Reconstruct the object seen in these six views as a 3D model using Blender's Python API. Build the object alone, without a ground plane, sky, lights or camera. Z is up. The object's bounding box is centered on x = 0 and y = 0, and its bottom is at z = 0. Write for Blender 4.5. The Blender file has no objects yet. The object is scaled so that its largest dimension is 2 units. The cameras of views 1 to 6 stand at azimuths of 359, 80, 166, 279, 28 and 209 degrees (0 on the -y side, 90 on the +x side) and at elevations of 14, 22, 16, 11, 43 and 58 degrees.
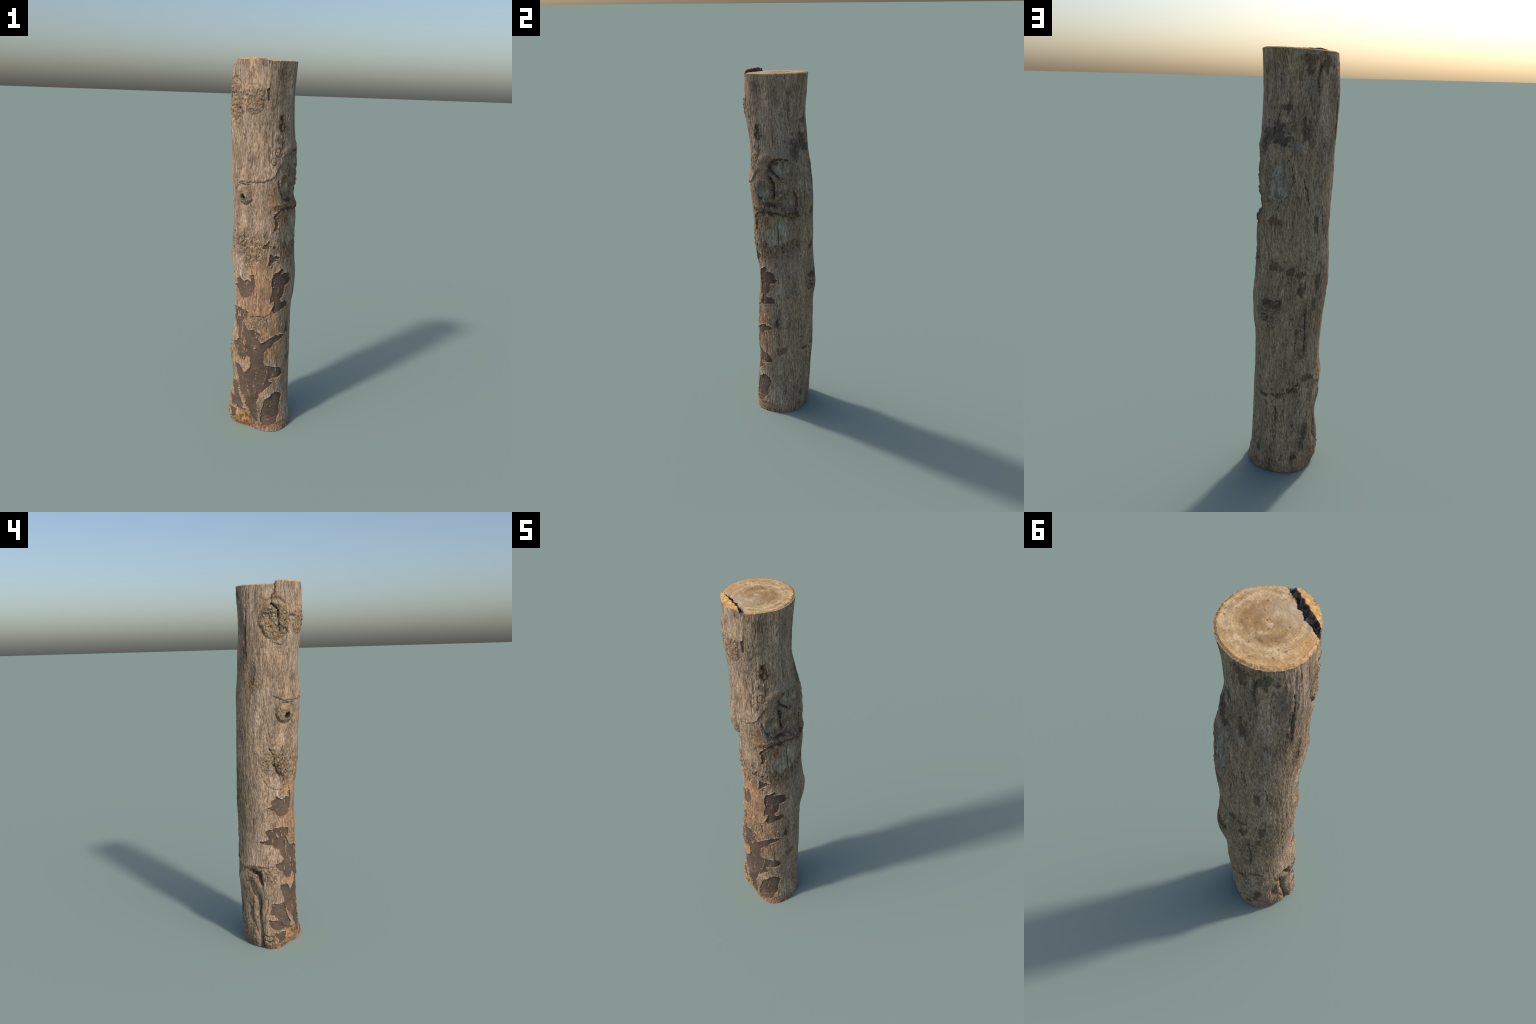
"""A weathered, sawn-off tree trunk standing upright: grey-brown furrowed bark, knots and pruning
scars, dark inner bark where flakes have come off, a sawn top with a torn splinter left by the cut.
The trunk is one surface r(angle, height); every knot, scar, flake and crack is a rule on it."""
import bpy
import numpy as np
import math

rng = np.random.RandomState(7)
TAU = 2 * math.pi
R_MEAN = 0.163            # metres per radian on the bark, for measuring along the surface
DEG = R_MEAN * math.pi / 180
N_ROUND, N_UP = 672, 1640

# ------------------------------------------------------------------------------------------------
# trunk profile: height, mean radius, then cos/sin swellings once, twice, three and four times round
# (mm).  The spine leans a little.
# ------------------------------------------------------------------------------------------------
PROFILE = np.array([
    (0.00, 159.5, 10.0, 1.7, 6.2, -9.0, -7.1, -3.4, 3.5, 6.6),
    (0.04, 163.6, -0.5, 3.9, 7.1, -3.9, -5.2, -2.0, 2.7, 3.5),
    (0.10, 162.5, -4.5, 8.3, 4.0, 0.4, -1.5, -1.1, 0.7, 1.9),
    (0.20, 157.6, -0.6, 14.1, 0.3, 2.0, 0.8, -0.5, -0.3, 1.2),
    (0.30, 156.8, 0.7, 18.6, -1.3, 3.0, 0.5, -2.1, 0.1, 1.9),
    (0.40, 161.3, -4.1, 22.1, 0.1, 3.9, -0.6, -0.8, 0.7, 0.7),
    (0.50, 160.3, -2.0, 23.8, -1.5, 4.3, -0.3, -0.3, 0.0, 0.4),
    (0.60, 155.9, 4.5, 26.0, -4.1, 3.3, 0.2, 0.5, -0.6, 0.5),
    (0.70, 155.7, 8.4, 30.0, -1.9, 1.8, -1.4, 1.0, -0.9, 0.5),
    (0.80, 159.9, 15.7, 37.2, 1.0, 2.6, -3.3, 3.6, -2.3, 0.2),
    (0.90, 162.3, 14.2, 35.9, 2.6, -1.8, -2.0, 4.9, -1.7, -0.1),
    (1.00, 163.4, 9.6, 28.4, -1.0, -6.7, -1.7, 6.7, -1.1, -0.4),
    (1.10, 164.4, 9.8, 24.4, -3.8, -5.4, -2.5, 8.0, -0.9, 0.2),
    (1.20, 163.5, 12.6, 23.7, -4.1, -1.8, -1.5, 9.0, -1.1, 1.0),
    (1.30, 166.3, 4.3, 18.2, -6.3, 2.6, -3.7, 8.1, -3.0, 1.6),
    (1.40, 169.5, 1.8, 13.2, -4.2, 2.5, -2.2, 7.2, -1.6, 2.2),
    (1.50, 165.9, 2.6, 12.0, 2.3, -1.4, -0.5, 6.3, -0.6, 2.0),
    (1.60, 161.3, -3.6, 4.7, 2.9, -6.4, 0.6, 4.0, 0.5, 0.0),
    (1.70, 160.4, -12.1, -5.2, 0.3, -9.8, 0.3, 3.3, 1.0, -1.3),
    (1.80, 162.5, -13.8, -11.6, -2.0, -9.4, 0.7, 5.8, 1.0, -1.7),
    (1.90, 163.9, -8.9, -8.9, -3.2, -7.7, 1.3, 3.4, 0.6, -1.3),
    (1.99, 165.3, -0.2, -6.4, -3.7, -4.4, 1.6, 1.9, -0.5, -0.7),
])


def spine(z):
    return 0.02 - 0.02 * z, 0.01 - 0.01 * z


def hermite(zk, vals, z):
    """smooth interpolation of rows of vals along heights zk"""
    n = len(zk)
    slope = np.empty_like(vals)
    for i in range(n):
        a, b = max(i - 1, 0), min(i + 1, n - 1)
        slope[i] = (vals[b] - vals[a]) / (zk[b] - zk[a])
    j = np.clip(np.searchsorted(zk, z) - 1, 0, n - 2)
    h = (zk[j + 1] - zk[j])
    t = np.clip((z - zk[j]) / h, 0, 1)
    h, t = h[:, None], t[:, None]
    return ((2 * t**3 - 3 * t**2 + 1) * vals[j] + (t**3 - 2 * t**2 + t) * h * slope[j]
            + (3 * t**2 - 2 * t**3) * vals[j + 1] + (t**3 - t**2) * h * slope[j + 1])


def trunk_radius(th, z):
    """th, z: flat arrays"""
    c = hermite(PROFILE[:, 0], PROFILE[:, 1:] / 1000.0, z)
    r = c[:, 0].copy()
    for k in range(1, 5):
        r += c[:, 2 * k - 1] * np.cos(k * th) + c[:, 2 * k] * np.sin(k * th)
    return r


# ------------------------------------------------------------------------------------------------
# noise on the bark surface (periodic round the trunk)
# ------------------------------------------------------------------------------------------------
def surface_noise(u, z, cells_round, cells_per_m, seed):
    g = np.random.RandomState(seed)
    rows = int(cells_per_m * 2.4) + 4
    ang = g.rand(rows, cells_round) * TAU
    gx, gy = np.cos(ang), np.sin(ang)
    x = (u % 1.0) * cells_round
    y = (z + 0.2) * cells_per_m
    i, j = np.floor(x).astype(np.int32), np.floor(y).astype(np.int32)
    fx, fy = x - i, y - j
    sx, sy = fx**3 * (fx * (fx * 6 - 15) + 10), fy**3 * (fy * (fy * 6 - 15) + 10)

    def dot(di, dj):
        a, b = (j + dj) % rows, (i + di) % cells_round
        return gx[a, b] * (fx - di) + gy[a, b] * (fy - dj)
    n0 = dot(0, 0) * (1 - sx) + dot(1, 0) * sx
    n1 = dot(0, 1) * (1 - sx) + dot(1, 1) * sx
    return (n0 * (1 - sy) + n1 * sy) * 1.5


def smooth(a, b, x):
    t = np.clip((x - a) / (b - a), 0, 1)
    return t * t * (3 - 2 * t)


# ------------------------------------------------------------------------------------------------
# the grid
# ------------------------------------------------------------------------------------------------
theta1 = np.arange(N_ROUND) * TAU / N_ROUND
row = np.linspace(0, 1, N_UP)
TH, ROW = np.meshgrid(theta1, row)
ADEG = np.degrees(TH)


def plane_top(x, y):
    return 1.9855 + 0.05 * x


RIM_DROP = 0.0045         # the saw cut rounds off at the bark


# torn hinge: broken edge of the sawn face, and the inner edge of the standing splinter (x, y)
TEAR = [(0.014, -0.215), (0.004, -0.176), (-0.030, -0.150), (-0.046, -0.143), (-0.060, -0.117), (-0.082, -0.112),
        (-0.100, -0.086), (-0.128, -0.079), (-0.152, -0.057), (-0.186, -0.040), (-0.24, -0.03)]
SPLINTER = ((-0.030, -0.172), (-0.146, -0.087))


def top_height(x, y):
    """height of the cut end at (x, y), and which part is there: 0 sawn, 1 torn, 2 splinter"""
    z = plane_top(x, y)
    (ax, ay), (bx, by) = SPLINTER
    L = math.hypot(bx - ax, by - ay)
    tx, ty = (bx - ax) / L, (by - ay) / L
    nx, ny = ty, -tx                                  # towards the bark
    if nx * -1 + ny * -1 < 0:
        nx, ny = -nx, -ny
    t = (x - ax) * tx + (y - ay) * ty
    s = (x - ax) * nx + (y - ay) * ny
    jag = 0.004 * (np.abs(((t * 31) % 1) - 0.5) * 4 - 1) + 0.002 * np.sin(t * 233)
    # distance beyond the tear line, measured the same way
    px = np.array([(p[0] - ax) * tx + (p[1] - ay) * ty for p in TEAR])
    ps = np.array([(p[0] - ax) * nx + (p[1] - ay) * ny for p in TEAR])
    o = np.argsort(px)
    s0 = np.interp(t, px[o], ps[o]) + 0.0018 * np.sin(t * 390) * np.sin(t * 130)
    along = smooth(-0.034, 0.002, t) * (1 - smooth(L - 0.020, L + 0.060, t))
    beyond = s - s0
    in_tear = beyond > 0
    s_edge = s + 0.5 * jag
    plateau = np.maximum(1.9995 - 0.34 * np.clip(s_edge, 0, 0.05) - 0.016 * (1 - along), z)
    # torn slope climbs from just under the sawn face to the splinter's edge, in splintered facets
    frac = np.clip(beyond / np.maximum(beyond - s_edge, 0.004), 0, 1)
    facet = 0.0040 * (np.abs(((t * 38 + 9 * s) % 1) - 0.5) * 4 - 1) + 0.0015 * np.sin(t * 311 + 1.3)
    torn = (z - 0.005) + (plateau - 0.002 - (z - 0.005)) * frac**1.3 * along + facet * frac * (1 - frac) * 3
    spl = in_tear & (s_edge > 0) & (along > 0.35)
    zz = np.where(in_tear, torn, z)
    zz = np.where(spl, plateau, zz)
    kind = np.where(spl, 2, np.where(in_tear, 1, 0))
    return np.minimum(zz, 2.0), kind


# rim height for each direction round the trunk
r_rim = trunk_radius(theta1, np.full(N_ROUND, 1.985))
cx, cy = spine(1.985)
rim_z, rim_kind = top_height(cx + r_rim * np.cos(theta1), cy + r_rim * np.sin(theta1))
rim_z = rim_z - RIM_DROP * (rim_kind == 0)
stretch = smooth(0.90, 1.0, ROW)
Z = ROW * 1.975 + stretch * (rim_z[None, :] - 1.975)
SH = Z.shape
zf, tf = Z.ravel(), TH.ravel()
U = TH / TAU

disp = np.zeros(SH)                     # relief, metres outward
region = np.zeros(SH, np.int16)         # what lies at each vertex; 0 is plain bark
roughen = np.ones(SH)                   # how strongly bark furrows show

wobble = 0.0030 * surface_noise(U, Z, 60, 58, 3) + 0.0026 * surface_noise(U, Z, 140, 130, 4) + 0.0014 * surface_noise(U, Z, 300, 280, 7)
wobble_v = 0.0030 * surface_noise(U, Z, 60, 58, 5) + 0.0026 * surface_noise(U, Z, 140, 130, 6) + 0.0014 * surface_noise(U, Z, 300, 280, 8)


def local(a0):
    """distance round the trunk from angle a0, in metres"""
    return ((ADEG - a0 + 180) % 360 - 180) * DEG


def window(zlo, zhi):
    i0 = max(int((zlo - 0.02) / 1.99 * (N_UP - 1)) - 4, 0)
    i1 = min(int((zhi + 0.02) / 1.96 * (N_UP - 1)) + 6, N_UP)
    return slice(i0, i1)


def blob(a, z, ru, rv, tilt=0.0):
    """0 at the centre, 1 on the ellipse"""
    u, v = local(a), Z - z
    c, s = math.cos(math.radians(tilt)), math.sin(math.radians(tilt))
    return np.hypot((u * c + v * s) / ru, (v * c - u * s) / rv)


def bump(a, z, ru, rv, h, tilt=0.0):
    disp[:] += h * np.exp(-blob(a, z, ru, rv, tilt)**2 * 1.5)


def polyline_distance(pts, sl, ragged=1.0):
    """distance to a line given as (angle, height) points; also position along it 0..1"""
    a0 = pts[0][0]
    u = local(a0)[sl] + ragged * wobble[sl]
    v = Z[sl] + ragged * wobble_v[sl]
    P = [(((a - a0 + 180) % 360 - 180) * DEG, z) for a, z in pts]
    best, along = np.full(u.shape, 9.0), np.zeros(u.shape)
    for k, ((x0, y0), (x1, y1)) in enumerate(zip(P[:-1], P[1:])):
        dx, dy = x1 - x0, y1 - y0
        t = np.clip(((u - x0) * dx + (v - y0) * dy) / (dx * dx + dy * dy + 1e-12), 0, 1)
        d = np.hypot(u - x0 - t * dx, v - y0 - t * dy)
        m = d < best
        best[m], along[m] = d[m], ((k + t) / (len(P) - 1))[m]
    return best, along


def groove(pts, width, depth, mark=None, ragged=1.0, taper=True, mark_width=0.55):
    zs = [p[1] for p in pts]
    sl = window(min(zs) - 3 * width, max(zs) + 3 * width)
    d, t = polyline_distance(pts, sl, ragged)
    w = width * (0.35 + 0.65 * np.sin(math.pi * np.clip(t, 0.03, 0.97))**0.6) if taper else width
    disp[sl] -= depth * np.exp(-(d / w)**2)
    if mark:
        region[sl][d < w * mark_width * (0.9 + 0.9 * surface_noise(U[sl], Z[sl], 90, 70, 9))] = mark


def ledge(pts, h, fade, edge=0.004):
    """bark above the line stands proud, with a sharp lower edge"""
    a0 = pts[len(pts) // 2][0]
    us = [((a - a0 + 180) % 360 - 180) * DEG for a, z in pts]
    zs = [z for a, z in pts]
    u = local(a0) + 0.5 * wobble
    line = np.interp(u, us, zs)
    dv = Z - line + 1.2 * wobble_v
    ends = smooth(us[0] - 0.012, us[0] + 0.012, u) * (1 - smooth(us[-1] - 0.012, us[-1] + 0.012, u))
    disp[:] += h * ends * (smooth(-edge, 0, dv) * np.exp(-np.clip(dv, 0, 9) / fade)
                           - 0.25 * smooth(-3 * edge - 0.004, -edge, dv) * (1 - smooth(-edge, 0, dv)))


def outline_distance(pts, sl, ragged=1.0):
    """signed distance to a closed outline of (angle, height) corners, negative inside"""
    a0 = pts[0][0]
    u = local(a0)[sl] + ragged * wobble[sl]
    v = Z[sl] + ragged * wobble_v[sl]
    P = [(((a - a0 + 180) % 360 - 180) * DEG, z) for a, z in pts]
    best = np.full(u.shape, 9.0)
    inside = np.zeros(u.shape, bool)
    for (x0, y0), (x1, y1) in zip(P, P[1:] + P[:1]):
        dx, dy = x1 - x0, y1 - y0
        t = np.clip(((u - x0) * dx + (v - y0) * dy) / (dx * dx + dy * dy + 1e-12), 0, 1)
        best = np.minimum(best, np.hypot(u - x0 - t * dx, v - y0 - t * dy))
        if y0 != y1:
            inside ^= ((v >= y0) != (v >= y1)) & (u < x0 + (v - y0) / (y1 - y0) * dx)
    return np.where(inside, -best, best)


# region numbers
BARK, FLAKE_EDGE, FLAKE_LIP, CRACK, KNOT, ROTTEN, ROOT, HOLLOW = 0, 1, 2, 3, 4, 5, 6, 7
SCAR0, PATCH0 = 20, 40
scar_count = patch_count = 0

# ------------------------------------------------------------------------------------------------
# knots, pruning scars, hollows
# ------------------------------------------------------------------------------------------------
lump_fine = surface_noise(U, Z, 72, 60, 11) + 0.6 * surface_noise(U, Z, 150, 120, 12)
lump_big = surface_noise(U, Z, 34, 26, 13)
fibre = surface_noise(U + 0.004 * surface_noise(U, Z, 20, 12, 14), Z, 170, 16, 15)


def knot(a, z, ru, rv, swell, lumps, mark=KNOT, rim=0.0, flatten=0.8):
    b = blob(a, z, ru, rv) + 0.10 * lump_big
    core = 1 - smooth(0.75, 1.05, b)
    disp[:] += swell * np.exp(-b**2 * 1.2) + core * lumps * (lump_fine * 0.7 + lump_big * 0.6)
    if rim:
        disp[:] -= rim * np.exp(-((b - 1.02) / 0.10)**2)
    region[b < 0.98] = mark
    roughen[:] *= 1 - flatten * core


def scar(pts, depth, grain, soft=0.010, tilt=0.0):
    """an old saw cut: flat pale wood sunk behind the bark that has grown round it"""
    global scar_count
    zs = [p[1] for p in pts]
    sl = window(min(zs) - 0.03, max(zs) + 0.03)
    d = outline_distance(pts, sl, 0.8)
    m = 1 - smooth(-soft, 0.002, d)
    disp[sl] -= (1 - smooth(-soft, 0.006, d)) * depth
    disp[sl] += 0.003 * np.exp(-((d - 0.010) / 0.007)**2) * (depth > 0.004) * (1 + 0.7 * lump_big[sl] + 0.4 * lump_fine[sl])
    disp[sl] += m * grain * (fibre[sl] + 0.7 * lump_fine[sl])
    roughen[sl] *= 1 - 0.9 * m
    region[sl][d < -0.001] = SCAR0 + scar_count
    scar_count += 1


# rotten bark skirt beneath the cleft scar
sl = window(0.95, 1.14)
d = outline_distance([(309, 1.062), (330, 1.064), (347, 1.085), (359, 1.120), (11, 1.122), (14, 1.083), (24, 1.086),
                      (16, 1.047), (358, 1.025), (344, 0.992), (328, 0.983), (317, 1.009)], sl, 1.6)
disp[sl] += (1 - smooth(-0.008, 0.004, d)) * (0.004 * lump_big[sl] + 0.0025 * lump_fine[sl] - 0.002)
region[sl][d < 0] = ROTTEN

# torn brown ridge between the round scars and the cleft scar
groove([(290, 1.282), (314, 1.281), (335, 1.272), (355, 1.264), (12, 1.254), (29, 1.272)], 0.016, -0.006, ragged=1.4, taper=False)
groove([(300, 1.256), (320, 1.258), (345, 1.250), (10, 1.236), (25, 1.246)], 0.009, 0.007, CRACK, 1.8, mark_width=0.4)
knot(300, 1.255, 0.050, 0.034, 0.002, 0.0035, mark=ROTTEN)
knot(18, 1.262, 0.036, 0.030, 0.002, 0.0035)

# upper round scar under an arch of callus
scar([(328, 1.508), (334, 1.543), (352, 1.552), (5, 1.547), (9, 1.519), (4, 1.468), (351, 1.444), (339, 1.474)], 0.022, 0.0016, 0.016)
groove([(308, 1.535), (318, 1.562), (335, 1.577), (352, 1.582), (5, 1.577), (12, 1.543)], 0.018, -0.006, ragged=0.8, taper=False)
groove([(330, 1.522), (336, 1.547), (352, 1.554), (4, 1.549)], 0.010, 0.016, CRACK, 0.6, mark_width=0.8)  # dark crack band also paints the shadow under the arch lip
groove([(327, 1.520), (329, 1.495), (338, 1.472), (348, 1.450)], 0.010, 0.014, CRACK, 1.0, mark_width=0.7)
# left and right round scars with a cleft between them
scar([(302, 1.389), (306, 1.425), (317, 1.429), (323, 1.383), (326, 1.330), (315, 1.316), (304, 1.341)], 0.016, 0.0020, 0.014)
scar([(341, 1.321), (350, 1.352), (4, 1.370), (13, 1.359), (18, 1.308), (12, 1.282), (1, 1.276), (346, 1.290)], 0.018, 0.0018, 0.014)
scar([(339, 1.405), (345, 1.428), (356, 1.432), (8, 1.425), (8, 1.385), (351, 1.362), (342, 1.345), (339, 1.37)], 0.012, 0.0018, 0.014)
groove([(327, 1.458), (333, 1.425), (335, 1.385), (336, 1.342)], 0.013, 0.024, CRACK, 0.9, mark_width=0.75)
groove([(14, 1.380), (20, 1.345), (21, 1.305), (17, 1.280)], 0.010, 0.012, CRACK, 1.0, mark_width=0.65)
groove([(296, 1.400), (300, 1.350), (312, 1.305), (330, 1.300), (345, 1.285)], 0.009, 0.009, CRACK, 1.6, mark_width=0.5)
groove([(322, 1.465), (330, 1.445), (343, 1.440), (2, 1.438), (10, 1.425)], 0.011, -0.005, ragged=1.2, taper=False)
groove([(352, 1.352), (0, 1.380), (8, 1.395), (16, 1.400)], 0.006, -0.005, ragged=1.6)
# cleft scar, pale, split down the middle
scar([(335, 1.217), (351, 1.218), (3, 1.176), (11, 1.125), (5, 1.114), (359, 1.117), (347, 1.090), (344, 1.070), (331, 1.064),
      (320, 1.073), (311, 1.106), (310, 1.133), (320, 1.165), (331, 1.186)], 0.004, 0.0010, 0.006)
groove([(344, 1.220), (344, 1.159), (345, 1.078)], 0.0038, 0.008, CRACK, 0.4, mark_width=0.6)
# long fibrous scar on the far side
scar([(34, 1.545), (42, 1.575), (55, 1.560), (66, 1.525), (71, 1.488), (72, 1.429), (61, 1.364), (48, 1.325), (38, 1.345), (34, 1.41)], 0.010, 0.0028, 0.016)
groove([(62, 1.540), (70, 1.495), (73, 1.440), (66, 1.375), (52, 1.315)], 0.006, 0.005, CRACK, 1.2, mark_width=0.3)
groove([(87, 1.448), (90, 1.420), (93, 1.395), (97, 1.334)], 0.004, 0.005, CRACK, 1.0)
groove([(40, 1.72), (38, 1.68), (34, 1.64)], 0.004, 0.005, CRACK, 1.0)

# big lumpy knot near the top, split by a crack running down from the splinter
knot(203, 1.800, 0.088, 0.098, 0.001, 0.0080, rim=0.007)
knot(250, 1.800, 0.055, 0.070, 0.002, 0.0065, rim=0.003)
groove([(202, 1.990), (202, 1.935), (196, 1.918), (195, 1.876)], 0.0045, 0.007, CRACK, 1.2, taper=False)
groove([(195, 1.878), (206, 1.856), (208, 1.818), (209, 1.793), (210, 1.746)], 0.007, 0.014, CRACK, 0.8)
groove([(175, 1.770), (181, 1.716), (196, 1.685), (212, 1.676)], 0.006, 0.006, ragged=1.4)
groove([(226, 1.740), (222, 1.760), (214, 1.748)], 0.005, 0.006, CRACK, 1.2)
bump(236, 1.842, 0.015, 0.018, 0.008)
groove([(230, 1.846), (233, 1.820), (241, 1.820), (243, 1.845)], 0.004, 0.005, CRACK, 0.8, mark_width=0.4)
bump(184, 1.850, 0.025, 0.020, 0.004)

# knot with a rotted-out hole and a fold of bark above it
knot(224, 1.322, 0.064, 0.054, 0.013, 0.0035, rim=0.006, flatten=0.5)
bump(218, 1.345, 0.020, 0.014, 0.004)
bump(236, 1.320, 0.010, 0.022, 0.005)
bump(212, 1.310, 0.012, 0.020, 0.004)
groove([(200, 1.320), (207, 1.287), (218, 1.270), (234, 1.276), (247, 1.300)], 0.006, 0.006, ragged=0.8)
hole = blob(226, 1.311, 0.0165, 0.0175) + 0.25 * lump_fine
disp -= 0.034 * (1 - smooth(0.5, 1.15, hole))
region[hole < 0.95] = HOLLOW
ledge([(196, 1.420), (203, 1.411), (217, 1.397), (229, 1.398), (242, 1.398), (255, 1.401), (269, 1.404), (280, 1.415), (288, 1.434),
       (296, 1.474), (306, 1.51)], 0.0055, 0.06, 0.006)
groove([(212, 1.380), (225, 1.377), (243, 1.380)], 0.004, 0.005, CRACK, 0.8, mark_width=0.4)
knot(296, 1.545, 0.018, 0.022, 0.004, 0.004, rim=0.005)
knot(287, 1.500, 0.014, 0.018, 0.005, 0.002, rim=0.006)

# ragged knot with a cavity, half way up
knot(198, 1.065, 0.085, 0.080, 0.004, 0.0075, rim=0.003)
knot(240, 1.03, 0.085, 0.100, 0.000, 0.0060)
groove([(186, 1.138), (194, 1.102), (198, 1.071), (196, 1.037)], 0.006, 0.010, CRACK, 0.7)
groove([(219, 1.146), (219, 1.110), (218, 1.073), (208, 1.057)], 0.005, 0.007, CRACK, 1.0)
groove([(197, 1.045), (203, 1.030), (206, 1.005), (214, 0.985)], 0.018, 0.018, HOLLOW, 1.4, mark_width=0.40)
groove([(218, 0.995), (222, 0.975), (226, 0.955)], 0.006, 0.008, CRACK, 1.2)
groove([(170, 1.000), (176, 0.955), (184, 0.925), (198, 0.912), (215, 0.905)], 0.005, 0.005, ragged=1.5)
for k in range(9):
    a, z = 200 + 58 * rng.rand(), 0.92 + 0.18 * rng.rand()
    groove([(a, z), (a + 2 * rng.randn(), z - 0.02), (a + 3 * rng.randn(), z - 0.045)], 0.003, 0.004, CRACK, 1.5, mark_width=0.4)

# deep hollow low down, with folded roots of wood running from it to the ground
knot(158, 0.430, 0.075, 0.052, 0.000, 0.0030, rim=0.0, flatten=0.6)
groove([(141, 0.456), (150, 0.446), (160, 0.434), (164, 0.406), (167, 0.380)], 0.019, 0.028, HOLLOW, 1.0, mark_width=0.62)
ledge([(116, 0.470), (128, 0.472), (145, 0.484), (160, 0.488), (176, 0.483), (194, 0.487)], 0.006, 0.05)
groove([(143, 0.375), (149, 0.330), (157, 0.303), (160, 0.261), (159, 0.213), (160, 0.175), (164, 0.119), (167, 0.00)], 0.017, 0.020, None, 0.7, taper=False)
groove([(152, 0.322), (157, 0.303), (160, 0.261), (159, 0.213), (160, 0.165)], 0.009, 0.009, CRACK, 0.6, mark_width=0.6)
groove([(164, 0.139), (166, 0.09), (167, 0.03), (167, -0.02)], 0.010, 0.008, CRACK, 0.8, mark_width=0.4)
groove([(134, 0.250), (139, 0.177), (151, 0.137), (157, 0.096)], 0.008, 0.011, None, 0.8)
bump(148, 0.208, 0.015, 0.055, 0.009)
bump(174, 0.330, 0.040, 0.070, 0.007)
bump(178, 0.160, 0.020, 0.120, 0.006)
groove([(180, 0.290), (178, 0.235), (176, 0.210)], 0.004, 0.004, CRACK, 0.8, mark_width=0.4)
groove([(172, 0.085), (182, 0.074), (190, 0.078)], 0.005, 0.007, CRACK, 0.8, mark_width=0.4)
groove([(172, 0.058), (183, 0.045), (190, 0.052)], 0.005, 0.006, CRACK, 0.8, mark_width=0.4)
knot(184, 0.424, 0.035, 0.045, 0.003, 0.004)
knot(140, 0.080, 0.060, 0.075, 0.000, 0.0035, flatten=0.5)

# broken root wood in the notch at the foot
b = np.minimum(blob(231, 0.050, 0.034, 0.062), blob(222, 0.006, 0.085, 0.020)) + 0.28 * lump_big + 0.12 * lump_fine
disp -= 0.010 * np.exp(-b**2) + (1 - smooth(0.6, 1.1, b)) * (0.004 * fibre + 0.003 * lump_fine)
region[b < 1] = ROOT
groove([(226, 0.10), (227, 0.05), (229, 0.0)], 0.006, 0.008, None, 1.2)
groove([(237, 0.09), (238, 0.04), (239, 0.0)], 0.005, 0.006, None, 1.2)

# knots and marks on the far side
knot(48, 0.845, 0.052, 0.058, 0.006, 0.0030)
groove([(36, 0.822), (40, 0.800), (46, 0.806), (46, 0.826), (40, 0.834)], 0.007, 0.008, CRACK, 1.0, taper=False, mark_width=0.5)
groove([(40, 0.875), (47, 0.893), (58, 0.897), (66, 0.880)], 0.007, 0.005, CRACK, 1.6, mark_width=0.35)
b = blob(99, 0.74, 0.034, 0.135)
disp += (1 - smooth(0.8, 1.1, b)) * 0.002 * lump_fine - 0.003 * np.exp(-((b - 1) / 0.12)**2)
groove([(98, 0.860), (100, 0.780), (101, 0.700), (100, 0.640)], 0.005, 0.008, CRACK, 0.8, mark_width=0.45)
groove([(85, 0.760), (86, 0.742), (87, 0.700), (86, 0.651)], 0.005, 0.006, CRACK, 1.2, mark_width=0.45)
ledge([(88, 0.492), (98, 0.500), (110, 0.512), (125, 0.485), (144, 0.462)], 0.004, 0.04)
for pts in ([(93, 0.485), (84, 0.462), (76, 0.440), (64, 0.430)], [(56, 0.425), (45, 0.416), (35, 0.410)], [(52, 0.405), (58, 0.370)]):
    groove(pts, 0.006, 0.004, CRACK, 2.2, mark_width=0.45)
groove([(60, 0.365), (61, 0.344), (61, 0.305), (60, 0.265)], 0.007, 0.005, CRACK, 1.0, mark_width=0.6)
groove([(46, 0.390), (45, 0.350), (46, 0.310)], 0.004, 0.003, CRACK, 1.5, mark_width=0.45)
knot(108, 0.16, 0.040, 0.085, 0.002, 0.0030, flatten=0.5)
for pts in ([(110, 1.93), (106, 1.86), (108, 1.80)], [(147, 1.86), (149, 1.80), (147, 1.70), (149, 1.62)], [(160, 1.60), (163, 1.55), (160, 1.49)],
            [(120, 1.32), (123, 1.25), (128, 1.20)], [(150, 0.75), (151, 0.735), (150, 0.715)], [(47, 1.065), (47, 1.050), (46, 1.038)]):
    groove(pts, 0.005, 0.004, CRACK, 1.0, mark_width=0.45)
knot(161, 1.476, 0.026, 0.040, 0.002, 0.0025)

# flat side under the rim, dents and swellings
for (a, z, ru, rv, h) in (
        (311, 1.80, .050, .170, -.017), (306, 1.935, .050, .070, -.010), (288, 1.76, .040, .130, -.010), (188, 1.815, .050, .050, -.011), (130, 1.80, .040, .080, -.007),
        (348, 1.41, .075, .110, -.010), (330, 1.30, .050, .050, -.005), (44, 1.50, .040, .070, -.008), (13, 1.555, .030, .035, -.008),
        (215, 1.470, .040, .040, -.006), (224, 1.270, .045, .025, -.007), (200, 1.265, .030, .030, -.005), (201, 1.000, .025, .045, -.010),
        (208, .950, .030, .025, -.006), (162, .960, .030, .040, .006), (237, 1.755, .040, .030, .006), (242, .870, .045, .045, .006),
        (209, .700, .040, .035, .006), (228, .500, .055, .050, .008), (118, .400, .040, .045, .012), (143, .200, .030, .110, -.016),
        (147, .385, .020, .030, -.010), (306, .700, .040, .070, .007), (310, .310, .040, .060, .007), (320, .600, .035, .050, .006),
        (219, .140, .030, .035, -.005)):
    bump(a, z, ru, rv, h)

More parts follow.
